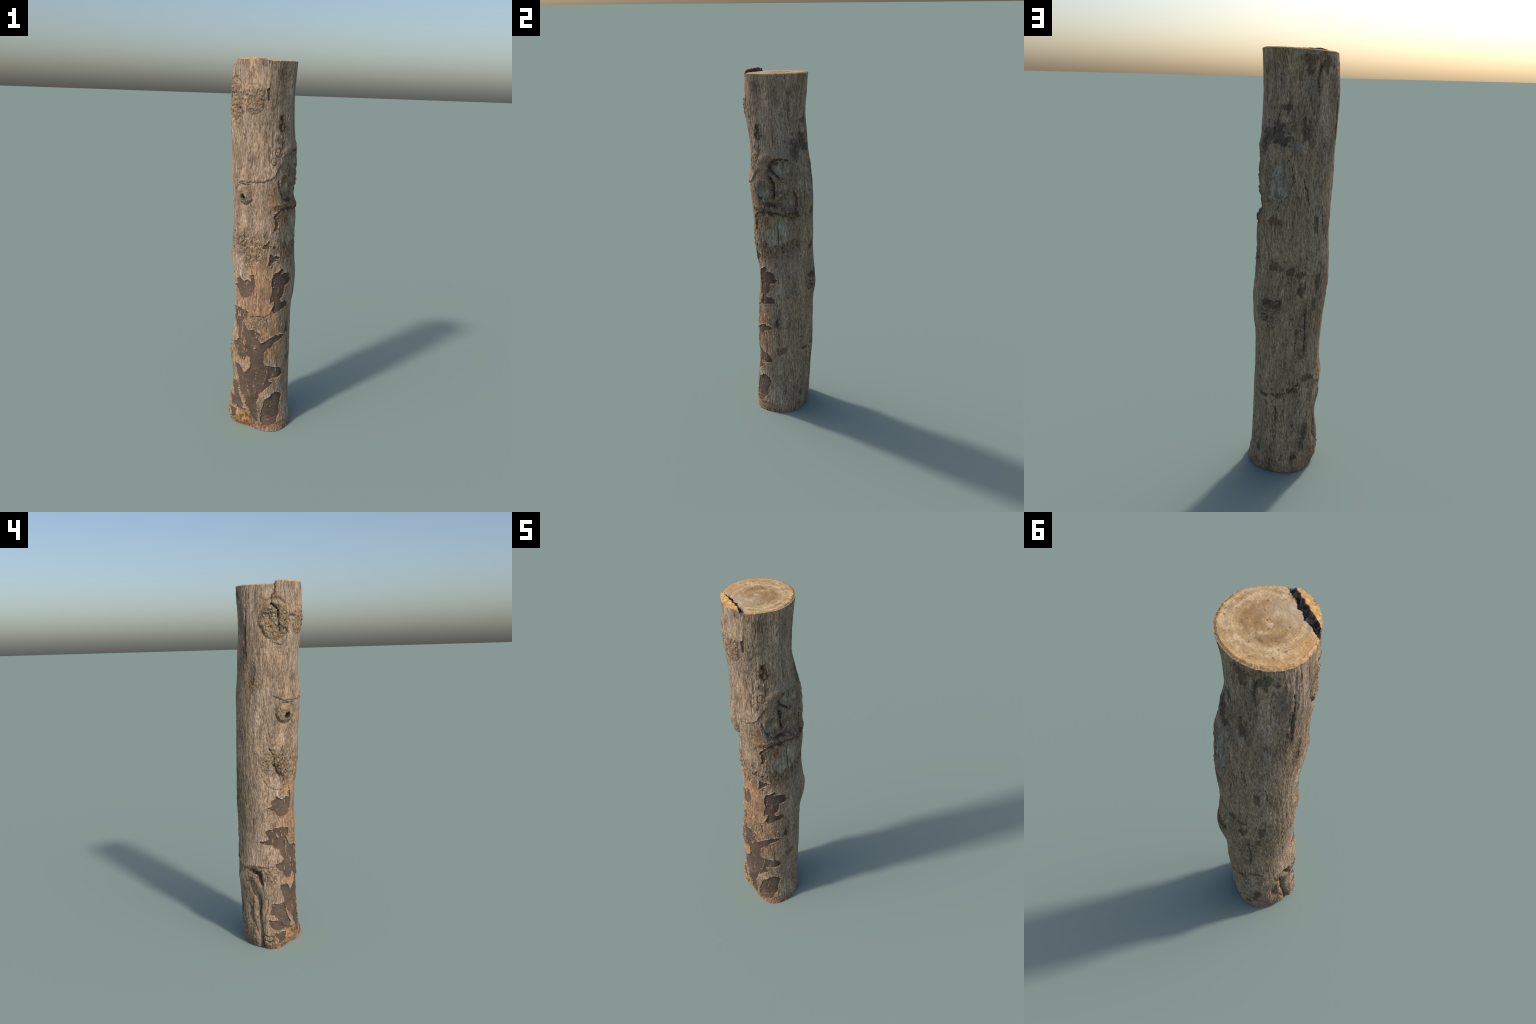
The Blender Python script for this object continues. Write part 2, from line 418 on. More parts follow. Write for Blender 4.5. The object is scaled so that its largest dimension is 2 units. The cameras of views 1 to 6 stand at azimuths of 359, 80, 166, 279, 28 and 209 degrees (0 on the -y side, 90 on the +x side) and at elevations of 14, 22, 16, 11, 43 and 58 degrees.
# narrow slit of missing bark and a ragged break below the rim
sl = window(1.77, 1.88)
d = outline_distance([(271.5, 1.852), (276, 1.856), (276.5, 1.80), (273, 1.792)], sl, 0.5)
disp[sl] -= 0.006 * (1 - smooth(-0.002, 0.001, d))
region[sl][d < 0] = PATCH0
patch_count = 1
groove([(298, 1.725), (305, 1.700), (299, 1.672), (303, 1.640)], 0.006, 0.006, CRACK, 2.0, mark_width=0.5)
groove([(306, 1.690), (309, 1.668), (305, 1.650)], 0.004, 0.005, CRACK, 2.0, mark_width=0.5)
bump(304, 1.68, 0.025, 0.05, 0.004)
knot(262, 1.835, 0.018, 0.03, 0.004, 0.003)

# ------------------------------------------------------------------------------------------------
# places where the outer bark has flaked away (angle, height of the corners of each break)
# ------------------------------------------------------------------------------------------------
FRONT_PEEL_UPPER = [
    (176, .685), (182, .691), (191, .691), (195, .697), (212, .699), (220, .695), (235, .685), (232, .649), (226, .640), (229, .616),
    (232, .601), (239, .587), (251, .589), (258, .577), (268, .572), (262, .540), (268, .516), (276, .525), (286, .536), (289, .547),
    (305, .556), (323, .558), (325, .542), (315, .521), (300, .511), (292, .484), (284, .480), (276, .457), (277, .424), (274, .409),
    (277, .388), (287, .380), (314, .367), (322, .346), (324, .318), (316, .312), (300, .307), (287, .299), (288, .289), (297, .284)]
FRONT_PEEL_LOWER = [
    (291, .261), (279, .243), (265, .212), (264, .188), (261, .169), (262, .130), (264, .090), (265, .053), (260, .050), (253, .073),
    (245, .114), (237, .147), (236, .167), (228, .188), (221, .211), (215, .257), (214, .288), (209, .316), (204, .374), (220, .379),
    (226, .353), (230, .334), (237, .349), (244, .371), (246, .396), (244, .426), (237, .435), (230, .406), (222, .405), (212, .429),
    (211, .453), (202, .459), (195, .483), (196, .500), (208, .504), (214, .526), (209, .543), (207, .578), (193, .584), (190, .599),
    (174, .604), (164, .614), (162, .623), (176, .627), (182, .637), (179, .652), (175, .672)]
PEELED = [
    FRONT_PEEL_UPPER + FRONT_PEEL_LOWER,
    [(198, .863), (188, .846), (190, .821), (177, .809), (195, .791), (204, .761), (215, .754), (228, .757), (238, .772), (246, .800), (252, .839),
     (249, .870), (248, .900), (237, .891), (242, .859), (230, .863), (215, .853), (204, .872)],
    [(295, .910), (304, .918), (314, .939), (315, .925), (312, .903), (320, .910), (334, .903), (336, .878), (341, .862), (335, .843), (323, .831),
     (323, .797), (320, .771), (310, .758), (317, .745), (326, .752), (332, .741), (333, .710), (317, .702), (298, .685), (292, .701), (299, .753),
     (288, .739), (288, .763), (293, .815), (290, .861)],
    [(282, 1.096), (275, 1.074), (266, 1.052), (270, 1.046), (280, 1.049), (283, 1.060), (282, 1.074)],
    [(289, 1.063), (294, 1.067), (295, 1.051), (289, 1.045)],
    [(284, 1.021), (283, .995), (281, .952), (285, .952), (293, .972), (304, .990), (305, 1.004), (298, 1.008), (292, 1.007), (288, 1.013)],
    [(290, 1.235), (300, 1.252), (302, 1.238), (294, 1.219), (298, 1.203), (299, 1.164), (295, 1.141), (290, 1.145), (292, 1.181), (288, 1.217)],
    [(188, .267), (204, .263), (214, .270), (216, .238), (219, .200), (224, .169), (231, .142), (227, .116), (214, .115), (203, .151), (193, .195),
     (188, .192), (182, .204), (187, .243)],
    [(181, .169), (198, .168), (205, .153), (213, .128), (211, .112), (200, .107), (187, .116), (181, .147)],
    [(204, .099), (214, .103), (213, .052), (203, .035), (197, .033), (199, .057), (191, .081), (192, .098), (200, .095)],
    [(278, .188), (286, .192), (294, .211), (303, .224), (316, .213), (322, .193), (314, .128), (313, .088), (307, .075), (302, .049), (291, .035),
     (276, .035), (269, .057), (270, .091), (272, .131), (276, .161)],
    [(334, .600), (338, .612), (343, .590), (342, .568), (338, .554), (335, .570)],
    [(216, .130), (224, .118), (232, .118), (240, .120), (236, .100), (226, .104), (214, .108)],
]
# crumbs of outer bark left standing on the dark patches: angle, height, half width, half height
CRUMBS = [(222, .600, .004, .030), (221, .560, .003, .022), (254, .487, .008, .006), (212, .655, .006, .008), (203, .645, .004, .004),
          (226, .838, .006, .009), (218, .858, .004, .010), (235, .872, .004, .012), (291, .140, .004, .003), (284, .150, .0025, .004),
          (296, .830, .003, .003), (298, .855, .003, .003), (230, .520, .003, .012), (238, .470, .003, .006), (214, .470, .003, .010)]
# thin orange seams of torn bark left across the patches
SEAMS = [[(256, .385), (259, .330), (254, .285), (253, .255), (258, .232), (256, .200)], [(284, .378), (284, .335), (279, .300), (274, .265)],
         [(228, .540), (230, .500), (231, .470)], [(244, .535), (256, .545), (262, .570)], [(312, .900), (310, .840), (306, .790)],
         [(227, .188), (234, .165), (240, .130), (246, .100)], [(232, .300), (240, .220), (246, .190)], [(303, .075), (290, .068), (280, .066)],
         [(191, .640), (190, .600)], [(268, .185), (266, .12), (266, .06)]]

flake_height = 0.0040 + 0.0016 * surface_noise(U, Z, 24, 18, 21)
for pts in PEELED:
    zs = [p[1] for p in pts]
    sl = window(min(zs) - 0.03, max(zs) + 0.03)
    d = outline_distance(pts, sl, 1.0)
    for (a, z, ru, rv) in CRUMBS:
        if min(zs) - .02 < z < max(zs) + .02:
            b = blob(a, z, ru, rv)[sl] + 0.35 * lump_fine[sl]
            d = np.maximum(d, (1 - b) * min(ru, rv))
    bare = 1 - smooth(-0.0018, 0.0004, d)
    bits = (0.5 * surface_noise(U[sl], Z[sl], 26, 12, 22) + 0.8 * surface_noise(U[sl], Z[sl], 95, 45, 23)
            + 0.45 * surface_noise(U[sl], Z[sl], 240, 170, 24))
    d = np.where((d < 0) & (bits > 0.80 - 0.25 * np.exp(d / 0.010)), np.abs(bits - 0.5) * 0.004, d)
    inside = np.maximum(1 - smooth(-0.0018, 0.0004, d), 0.5 * bare)
    disp[sl] -= inside * flake_height[sl]
    lip = np.exp(-np.clip(d, 0, 1) / 0.006) * (d > 0)
    disp[sl] += 0.0022 * lip * (1 - bare) * (1 + 1.2 * lump_big[sl])
    roughen[sl] *= 1 - 0.93 * inside
    # a break that hangs over (bark above, bare below) shows a pale lip; elsewhere the torn edge is orange
    up = np.gradient(d, axis=0) / (np.abs(np.gradient(d, axis=0)) + np.abs(np.gradient(d, axis=1)) + 1e-9)
    # the pale lip curls out of the surface a little more
    edge_w = 0.0022 + 0.0050 * lump_big[sl] + 0.0030 * lump_fine[sl]
    near = (d >= -0.0006) & (d < edge_w)
    free = (region[sl] < SCAR0) & (region[sl] != HOLLOW)
    region[sl][near & free & (up > 0.35)] = FLAKE_LIP
    region[sl][near & free & (up <= 0.35)] = FLAKE_EDGE
    region[sl][d < -0.0006] = PATCH0 + patch_count
    patch_count += 1
for pts in SEAMS:
    zs = [p[1] for p in pts]
    sl = window(min(zs) - 0.02, max(zs) + 0.02)
    d, t = polyline_distance(pts, sl, 1.5)
    w = 0.0012 + 0.0034 * lump_fine[sl]
    disp[sl] += 0.0015 * np.exp(-(d / 0.003)**2)
    region[sl][d < w] = FLAKE_EDGE

# bark that has slipped and stepped in front, above the great peel
ledge([(236, .668), (246, .664), (262, .672), (275, .668), (288, .690), (296, .735)], 0.005, 0.05)
knot(258, 0.640, 0.055, 0.045, 0.000, 0.0028, mark=BARK, flatten=0.2)
groove([(282, .660), (283, .620), (281, .585)], 0.003, 0.005, CRACK, 1.0, mark_width=0.4)
groove([(240, .655), (252, .648), (262, .648)], 0.003, 0.004, CRACK, 1.6, mark_width=0.4)
# foot of the trunk: crumpled rim
foot = 1 - smooth(0.0, 0.05, Z)
disp += foot * (0.003 * lump_big + 0.002 * lump_fine) * 0.8
ledge([(280, .034), (300, .046), (318, .052), (340, .040)], 0.004, 0.02)

# ------------------------------------------------------------------------------------------------
# bark furrows everywhere else
# ------------------------------------------------------------------------------------------------
drift = 0.010 * surface_noise(U, Z, 9, 3, 31) + 0.003 * surface_noise(U, Z, 30, 12, 32)
ridge = surface_noise(U + drift, Z, 84, 13, 33)
scale = surface_noise(U + drift, Z, 168, 46, 34)
grain = surface_noise(U + drift, Z, 230, 90, 35)
furrow = -np.abs(surface_noise(U + drift, Z, 52, 7, 36))
strength = 0.75 + 0.5 * surface_noise(U, Z, 7, 4, 37)
disp += roughen * strength * (0.0016 * ridge + 0.0013 * scale + 0.0006 * grain + 0.0022 * (furrow + 0.25))
disp += (1 - roughen) * 0.00035 * (scale + grain)
disp += 0.0018 * surface_noise(U, Z, 14, 9, 38)

# ------------------------------------------------------------------------------------------------
# points and normals of the whole side
# ------------------------------------------------------------------------------------------------
RAD = trunk_radius(tf, zf).reshape(SH) + disp
CX, CY = spine(Z)
P = np.stack([CX + RAD * np.cos(TH), CY + RAD * np.sin(TH), Z], -1)
du = np.roll(P, -1, 1) - np.roll(P, 1, 1)
dv = np.gradient(P, axis=0)
NRM = np.cross(du, dv)
NRM /= np.linalg.norm(NRM, axis=-1, keepdims=True) + 1e-12


# ------------------------------------------------------------------------------------------------
# materials
# ------------------------------------------------------------------------------------------------
class Nodes:
    def __init__(self, name, rough=0.9):
        self.mat = bpy.data.materials.new(name)
        self.mat.use_nodes = True
        self.t = self.mat.node_tree
        self.bsdf = self.t.nodes['Principled BSDF']
        self.bsdf.inputs['Roughness'].default_value = rough
        self.bsdf.inputs['Specular IOR Level'].default_value = 0.18
        self.co = self.t.nodes.new('ShaderNodeTexCoord').outputs['Object']

    def new(self, kind, **kw):
        n = self.t.nodes.new(kind)
        for k, v in kw.items():
            setattr(n, k, v)
        return n

    def link(self, a, b):
        self.t.links.new(a, b)

    def mapping(self, scale, loc=(0, 0, 0), src=None):
        m = self.new('ShaderNodeMapping')
        m.inputs['Scale'].default_value = scale
        m.inputs['Location'].default_value = loc
        self.link(src or self.co, m.inputs['Vector'])
        return m.outputs[0]

    def noise(self, scale, detail=4, rough=0.55, distortion=0.0, loc=(0, 0, 0), src=None):
        n = self.new('ShaderNodeTexNoise')
        n.inputs['Scale'].default_value = 1.0
        n.inputs['Detail'].default_value = detail
        n.inputs['Roughness'].default_value = rough
        n.inputs['Distortion'].default_value = distortion
        self.link(self.mapping(scale, loc, src), n.inputs['Vector'])
        return n.outputs['Fac']

    def ramp(self, fac, stops, interp='LINEAR'):
        r = self.new('ShaderNodeValToRGB')
        r.color_ramp.interpolation = interp
        e = r.color_ramp.elements
        while len(e) < len(stops):
            e.new(0.5)
        for el, (p, c) in zip(e, stops):
            el.position = p
            el.color = (*c, 1) if not isinstance(c, (int, float)) else (c, c, c, 1)
        self.link(fac, r.inputs['Fac'])
        return r.outputs['Color']

    def math(self, op, a, b=None, c=None):
        m = self.new('ShaderNodeMath', operation=op)
        for i, v in enumerate((a, b, c)):
            if v is None:
                continue
            if isinstance(v, (int, float)):
                m.inputs[i].default_value = v
            else:
                self.link(v, m.inputs[i])
        return m.outputs[0]

    def mix(self, fac, a, b, mode='MIX'):
        m = self.new('ShaderNodeMix', data_type='RGBA', blend_type=mode)
        for sock, v in ((m.inputs[0], fac), (m.inputs[6], a), (m.inputs[7], b)):
            if isinstance(v, (int, float)):
                sock.default_value = v
            elif isinstance(v, tuple):
                sock.default_value = (*v, 1)
            else:
                self.link(v, sock)
        return m.outputs[2]

    def spot(self, centre, radii, wobble, soft=0.35):
        """mask, 1 inside a ragged ellipsoid"""
        sub = self.new('ShaderNodeVectorMath', operation='SUBTRACT')
        self.link(self.co, sub.inputs[0])
        sub.inputs[1].default_value = centre
        div = self.new('ShaderNodeVectorMath', operation='DIVIDE')
        self.link(sub.outputs[0], div.inputs[0])
        div.inputs[1].default_value = radii
        ln = self.new('ShaderNodeVectorMath', operation='LENGTH')
        self.link(div.outputs[0], ln.inputs[0])
        x = self.math('ADD', ln.outputs['Value'], wobble)
        mr = self.new('ShaderNodeMapRange', interpolation_type='SMOOTHSTEP')
        self.link(x, mr.inputs['Value'])
        mr.inputs['From Min'].default_value = 1.0 + soft
        mr.inputs['From Max'].default_value = 1.0 - soft
        return mr.outputs[0]

    def bump(self, height, dist, strength=1.0):
        b = self.new('ShaderNodeBump')
        b.inputs['Distance'].default_value = dist
        b.inputs['Strength'].default_value = strength
        self.link(height, b.inputs['Height'])
        self.link(b.outputs[0], self.bsdf.inputs['Normal'])

    def done(self, colour):
        self.link(colour, self.bsdf.inputs['Base Color'])
        return self.mat


def on_bark(a, z, inset=0.0):
    """point on the trunk at an angle (degrees) and height"""
    th = math.radians(a)
    r = float(trunk_radius(np.array([th]), np.array([z]))[0]) - inset
    x, y = spine(z)
    return (x + r * math.cos(th), y + r * math.sin(th), z)


# soft places on the bark: angle, height, half width, half height
KNOT_SPOTS = [(203, 1.80, .085, .095), (250, 1.80, .052, .065), (224, 1.322, .052, .045), (198, 1.065, .080, .080), (240, 1.03, .085, .10),
              (158, .43, .075, .055), (186, .424, .035, .05), (148, .20, .045, .14), (140, .08, .060, .075), (48, .845, .050, .055), (108, .16, .04, .085),
              (296, 1.545, .018, .022), (287, 1.50, .014, .018), (262, 1.835, .02, .03), (161, 1.476, .026, .04), (300, 1.69, .03, .05),
              (258, .62, .055, .05), (99, .74, .034, .13), (180, .05, .06, .04), (60, 1.64, .06, .07)]
SCAR_SPOTS = [(352, 1.50, .046, .052), (314, 1.375, .034, .058), (2, 1.322, .046, .046), (354, 1.40, .042, .030)]
PALE_SPOTS = [(330, 1.125, .036, .058), (350, 1.145, .038, .060), (341, 1.18, .03, .035), (54, 1.44, .042, .11)]
ROT_SPOTS = [(328, 1.020, .050, .034), (350, 1.060, .045, .034), (15, 1.083, .030, .022), (298, 1.262, .055, .035), (330, 1.255, .05, .022),
             (10, 1.250, .05, .022), (312, 1.05, .03, .03), (318, 1.20, .03, .04), (292, 1.19, .02, .06), (286, 1.33, .022, .05)]
STAINS = {
    (0.052, 0.043, 0.034): [(52, 1.744, .024, .014), (44, 1.64, .026, .050), (52, 1.61, .026, .022), (86, 1.696, .014, .014), (91, 1.645, .018, .05),
                            (74, 1.034, .024, .016), (91, 1.018, .018, .018), (93, .955, .016, .030), (118, .975, .012, .045), (113, .885, .014, .025),
                            (105, .510, .034, .016), (84, .455, .03, .014), (58, .428, .034, .012), (40, .415, .020, .010), (30, .115, .010, .020),
                            (108, .21, .022, .06), (92, .085, .020, .012), (89, .265, .010, .010), (147, 1.69, .010, .08), (160, 1.53, .012, .05),
                            (110, 1.25, .012, .05), (298, 1.68, .016, .040), (302, 1.60, .022, .03), (325, 1.255, .04, .008), (15, 1.262, .03, .012),
                            (332, 1.30, .03, .012), (340, 1.53, .035, .014), (20, 1.60, .03, .06), (120, 1.93, .03, .03)],
    (0.110, 0.055, 0.028): [(51, 1.055, .024, .018), (62, 1.045, .012, .016), (50, 1.263, .028, .020), (48, .885, .040, .018), (60, .875, .022, .022),
                            (344, .398, .026, .018), (350, .405, .018, .022), (29, .495, .008, .010), (88, 1.945, .030, .022), (92, 1.905, .014, .030),
                            (304, 1.72, .014, .012)],
    (0.33, 0.180, 0.095): [(240, .690, .010, .012), (243, .668, .012, .016), (333, .730, .008, .020), (328, .712, .020, .008), (262, .94, .018, .016),
                           (200, 1.92, .014, .018), (286, 1.31, .02, .03)],
    (0.270, 0.240, 0.210): [(330, .895, .045, .014), (345, 1.595, .05, .018), (75, 1.585, .020, .020), (10, .910, .05, .014), (322, 1.585, .03, .02)],
}


def bark_material(name):
    n = Nodes(name, 0.93)
    ragged = n.math('MULTIPLY_ADD', n.noise((38, 38, 22), 5, 0.7), 5.0, -2.5)
    gentle = n.math('MULTIPLY_ADD', n.noise((22, 22, 12), 4, 0.6), 3.0, -1.5)

    def places(spots, soft, wob, inset=0.0):
        total = None
        for (a, z, rh, rv) in spots:
            s = n.spot(on_bark(a, z, inset), (rh, rh, rv), wob, soft)
            total = s if total is None else n.math('MAXIMUM', total, s)
        return total
    knot = places(KNOT_SPOTS, 0.35, gentle)
    furrow = n.noise((70, 70, 8), 3, 0.5, 0.5)
    flake = n.noise((150, 150, 40), 5, 0.68, 0.7)
    grit = n.noise((380, 380, 110), 4, 0.65)
    lump = n.noise((85, 85, 60), 5, 0.65, 0.9)
    patch = n.noise((8, 8, 3.2), 5, 0.6)
    tint = n.noise((40, 40, 10), 4, 0.6, loc=(6, 6, 6))
    # grey weathered skin against browner bark
    skin = n.mix(n.ramp(patch, [(0.38, 0.0), (0.62, 1.0)]), (0.362, 0.255, 0.176), (0.395, 0.300, 0.226))
    skin = n.mix(n.ramp(tint, [(0.40, 0.0), (0.62, 0.8)]), skin, (0.325, 0.232, 0.152))
    soft = n.math('MULTIPLY_ADD', patch, 2.4, -1.2)
    warm = n.math('MAXIMUM', n.spot((-0.02, -0.18, 0.66), (0.16, 0.13, 0.44), soft), n.spot((0.0, 0.0, 0.0), (0.30, 0.30, 0.08), soft))
    skin = n.mix(n.math('MULTIPLY', warm, 0.85), skin, (0.350, 0.205, 0.118))
    # warm olive-brown tint over the back
    skin = n.mix(n.math('MULTIPLY', n.spot((0.06, 0.19, 0.95), (0.20, 0.13, 1.15), soft, 0.5), 0.62), skin, (0.385, 0.272, 0.152))
    broad = n.noise((16, 16, 4), 4, 0.6, loc=(2, 2, 9))
    skin = n.mix(1.0, skin, n.ramp(broad, [(0.36, 0.78), (0.50, 1.0), (0.64, 1.25)]), 'MULTIPLY')
    tone = n.math('ADD', n.math('MULTIPLY', flake, 0.62), n.math('MULTIPLY', grit, 0.38))
    skin = n.mix(1.0, skin, n.ramp(tone, [(0.38, 0.38), (0.46, 0.80), (0.52, 1.05), (0.58, 1.38), (0.66, 1.75)]), 'MULTIPLY')
    # dark furrows: thin lines where the furrow noise crosses its middle
    line = n.math('ABSOLUTE', n.math('SUBTRACT', furrow, 0.5))
    dark = n.ramp(line, [(0.0, 0.75), (0.022, 0.35), (0.060, 0.0)])
    dark = n.math('MULTIPLY', dark, n.ramp(n.noise((30, 30, 8), 3, loc=(3, 1, 2)), [(0.42, 0.0), (0.60, 1.0)]))
    skin = n.mix(dark, skin, (0.062, 0.045, 0.032))
    # flecks: brown rust and pale dust
    skin = n.mix(n.ramp(n.noise((60, 60, 26), 5, 0.68, loc=(5, 2, 8)), [(0.56, 0.0), (0.68, 0.6)]), skin, (0.215, 0.120, 0.058))
    skin = n.mix(n.ramp(n.noise((90, 90, 26), 5, 0.65, loc=(1, 7, 3)), [(0.57, 0.0), (0.68, 0.65)]), skin, (0.50, 0.405, 0.310))
    # knots: lumpy, brown and pale mixed
    gnarl = n.ramp(lump, [(0.34, (0.055, 0.039, 0.027)), (0.44, (0.175, 0.124, 0.080)), (0.52, (0.280, 0.205, 0.135)), (0.60, (0.40, 0.305, 0.210)), (0.70, (0.52, 0.42, 0.315))])
    gnarl = n.mix(n.ramp(n.noise((28, 28, 20), 4, loc=(4, 4, 1)), [(0.48, 0.0), (0.62, 0.65)]), gnarl, (0.245, 0.145, 0.072))
    gnarl = n.mix(1.0, gnarl, n.ramp(grit, [(0.40, 0.70), (0.60, 1.30)]), 'MULTIPLY')
    skin = n.mix(n.math('MULTIPLY', knot, 0.85), skin, gnarl)
    rot = n.ramp(lump, [(0.36, (0.058, 0.036, 0.022)), (0.47, (0.190, 0.110, 0.058)), (0.56, (0.300, 0.182, 0.098)), (0.68, (0.41, 0.28, 0.18))])
    skin = n.mix(n.math('MULTIPLY', places(ROT_SPOTS, 0.35, ragged), 0.9), skin, rot)
    around = places([(340, 1.40, .12, .16), (0, 1.33, .10, .09), (325, 1.30, .08, .07), (350, 1.10, .08, .11), (330, 1.05, .07, .07)], 0.45, gentle)  # dark brown surroundings of the scars, deepened as painted shading
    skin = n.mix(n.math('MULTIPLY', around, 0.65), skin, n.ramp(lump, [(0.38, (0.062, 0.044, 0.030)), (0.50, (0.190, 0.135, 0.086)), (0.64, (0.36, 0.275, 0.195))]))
    wood = n.noise((70, 70, 24), 5, 0.65, 0.6)
    old = n.ramp(wood, [(0.36, (0.135, 0.105, 0.068)), (0.46, (0.290, 0.240, 0.165)), (0.54, (0.400, 0.345, 0.250)), (0.66, (0.52, 0.465, 0.360))])
    old = n.mix(n.ramp(n.noise((20, 20, 16), 3, loc=(8, 1, 4)), [(0.48, 0.0), (0.62, 0.6)]), old, (0.180, 0.122, 0.060))
    skin = n.mix(n.math('MULTIPLY', places(SCAR_SPOTS, 0.22, gentle, 0.028), 0.9), skin, old)
    pale = n.ramp(wood, [(0.36, (0.150, 0.115, 0.078)), (0.46, (0.295, 0.245, 0.175)), (0.54, (0.400, 0.342, 0.255)), (0.66, (0.52, 0.462, 0.362))])
    skin = n.mix(n.math('MULTIPLY', places(PALE_SPOTS, 0.2, gentle, 0.010), 0.9), skin, pale)
    for colour, spots in STAINS.items():
        skin = n.mix(n.math('MULTIPLY', places(spots, 0.28, ragged), 0.66 if colour[0] < 0.2 else 0.5), skin, colour)
    h = n.math('ADD', n.math('MULTIPLY', flake, 0.8), n.math('MULTIPLY', grit, 0.45))
    h = n.math('SUBTRACT', h, n.math('MULTIPLY', dark, 0.5))
    h = n.math('ADD', h, n.math('MULTIPLY', n.math('MULTIPLY', lump, knot), 0.8))
    n.bump(h, 0.006, 0.9)
    return n.done(skin)


def inner_bark_material():
    n = Nodes('inner_bark', 0.88)
    flat = n.noise((38, 38, 190), 4, 0.6, 0.5)         # fine level wrinkles
    patch = n.noise((16, 16, 12), 3)
    c = n.ramp(patch, [(0.35, (0.086, 0.060, 0.045)), (0.65, (0.124, 0.086, 0.063))])
    c = n.mix(1.0, c, n.ramp(flat, [(0.34, 0.72), (0.55, 1.05), (0.70, 1.35)]), 'MULTIPLY')
    c = n.mix(n.ramp(n.noise((90, 90, 60), 5, 0.65, loc=(2, 5, 5)), [(0.64, 0.0), (0.72, 0.75)]), c, (0.30, 0.185, 0.110))
    streak = n.noise((70, 70, 12), 4, 0.6, 0.6, loc=(9, 3, 2))
    c = n.mix(n.ramp(streak, [(0.62, 0.0), (0.72, 0.5)]), c, (0.185, 0.105, 0.060))
    n.bump(flat, 0.0016, 0.8)
    return n.done(c)


def simple_material(name, stops, scale, bump=0.002, rough=0.9, fleck=None):
    n = Nodes(name, rough)
    f = n.noise(scale, 5, 0.62, 0.6)
    c = n.ramp(f, stops)
    if fleck:
        c = n.mix(n.ramp(n.noise((26, 26, 18), 4, loc=(3, 8, 1)), [(0.46, 0.0), (0.64, 0.8)]), c, fleck)
    n.bump(f, bump, 0.9)
    return n.done(c)


def sawn_material():
    n = Nodes('sawn_wood', 0.75)
    blot = n.noise((9, 9, 9), 4, 0.55)
    soft = n.noise((34, 34, 34), 5, 0.6)
    fine = n.noise((150, 150, 60), 4, 0.6)
    # growth rings round an off-centre pith
    sub = n.new('ShaderNodeVectorMath', operation='SUBTRACT')
    n.link(n.co, sub.inputs[0])
    sub.inputs[1].default_value = (-0.012, -0.030, 1.98)
    ln = n.new('ShaderNodeVectorMath', operation='LENGTH')
    n.link(sub.outputs[0], ln.inputs[0])
    dist = n.math('ADD', ln.outputs['Value'], n.math('MULTIPLY', n.math('SUBTRACT', blot, 0.5), 0.035))
    ring = n.math('SINE', n.math('MULTIPLY', dist, 760.0))
    c = n.ramp(soft, [(0.36, (0.36, 0.228, 0.100)), (0.46, (0.50, 0.335, 0.160)), (0.54, (0.60, 0.420, 0.220)), (0.66, (0.74, 0.570, 0.350))])
    heart = n.ramp(dist, [(0.008, 0.15), (0.030, 0.80), (0.055, 0.70), (0.072, 1.0), (0.088, 0.45), (0.105, 0.05), (0.145, 0.0)])
    mottle = n.ramp(n.noise((22, 22, 22), 5, 0.65, loc=(2, 9, 4)), [(0.40, 0.30), (0.55, 1.0)])
    c = n.mix(n.ramp(dist, [(0.085, 0.0), (0.105, 0.55), (0.130, 0.45), (0.150, 0.0)]), c, (0.72, 0.545, 0.330))
    c = n.mix(n.math('MULTIPLY', n.math('MULTIPLY', heart, mottle), 0.85), c, (0.235, 0.148, 0.068))
    wide = n.math('SINE', n.math('MULTIPLY', dist, 215.0))
    rings = n.math('ADD', n.math('MULTIPLY_ADD', wide, 0.30, 0.30), n.math('MULTIPLY_ADD', ring, 0.20, 0.20))
    c = n.mix(n.math('MULTIPLY', rings, n.ramp(blot, [(0.38, 0.35), (0.62, 0.95)])), c, (0.33, 0.195, 0.080))
    c = n.mix(n.ramp(n.noise((48, 48, 48), 5, 0.65, loc=(4, 4, 4)), [(0.57, 0.0), (0.68, 0.75)]), c, (0.17, 0.098, 0.048))
    c = n.mix(n.ramp(n.noise((30, 30, 30), 4, 0.6, loc=(7, 3, 1)), [(0.55, 0.0), (0.66, 0.5)]), c, (0.76, 0.60, 0.40))
    c = n.mix(n.ramp(dist, [(0.138, 0.0), (0.165, 0.6)]), c, (0.64, 0.39, 0.150))
    c = n.mix(n.ramp(fine, [(0.40, 0.40), (0.52, 0.0)]), c, (0.32, 0.19, 0.085))
    # bleached wood beside the tear, amber by the far rim
    wob = n.math('MULTIPLY_ADD', soft, 4.0, -2.0)
    c = n.mix(n.math('MULTIPLY', n.spot((-0.062, -0.098, 1.98), (0.075, 0.050, 0.05), wob, 0.6), 0.42), c, (0.64, 0.50, 0.36))
    c = n.mix(n.math('MULTIPLY', n.spot((-0.165, 0.0, 1.98), (0.04, 0.05, 0.05), wob), 0.6), c, (0.55, 0.31, 0.12))
    # dark flecks and worm holes
    v = n.new('ShaderNodeTexVoronoi')
    v.inputs['Scale'].default_value = 38
    n.link(n.co, v.inputs['Vector'])
    c = n.mix(n.ramp(v.outputs['Distance'], [(0.07, 0.75), (0.15, 0.0)]), c, (0.10, 0.065, 0.045))
    n.bump(soft, 0.0012, 0.6)
    return n.done(c)


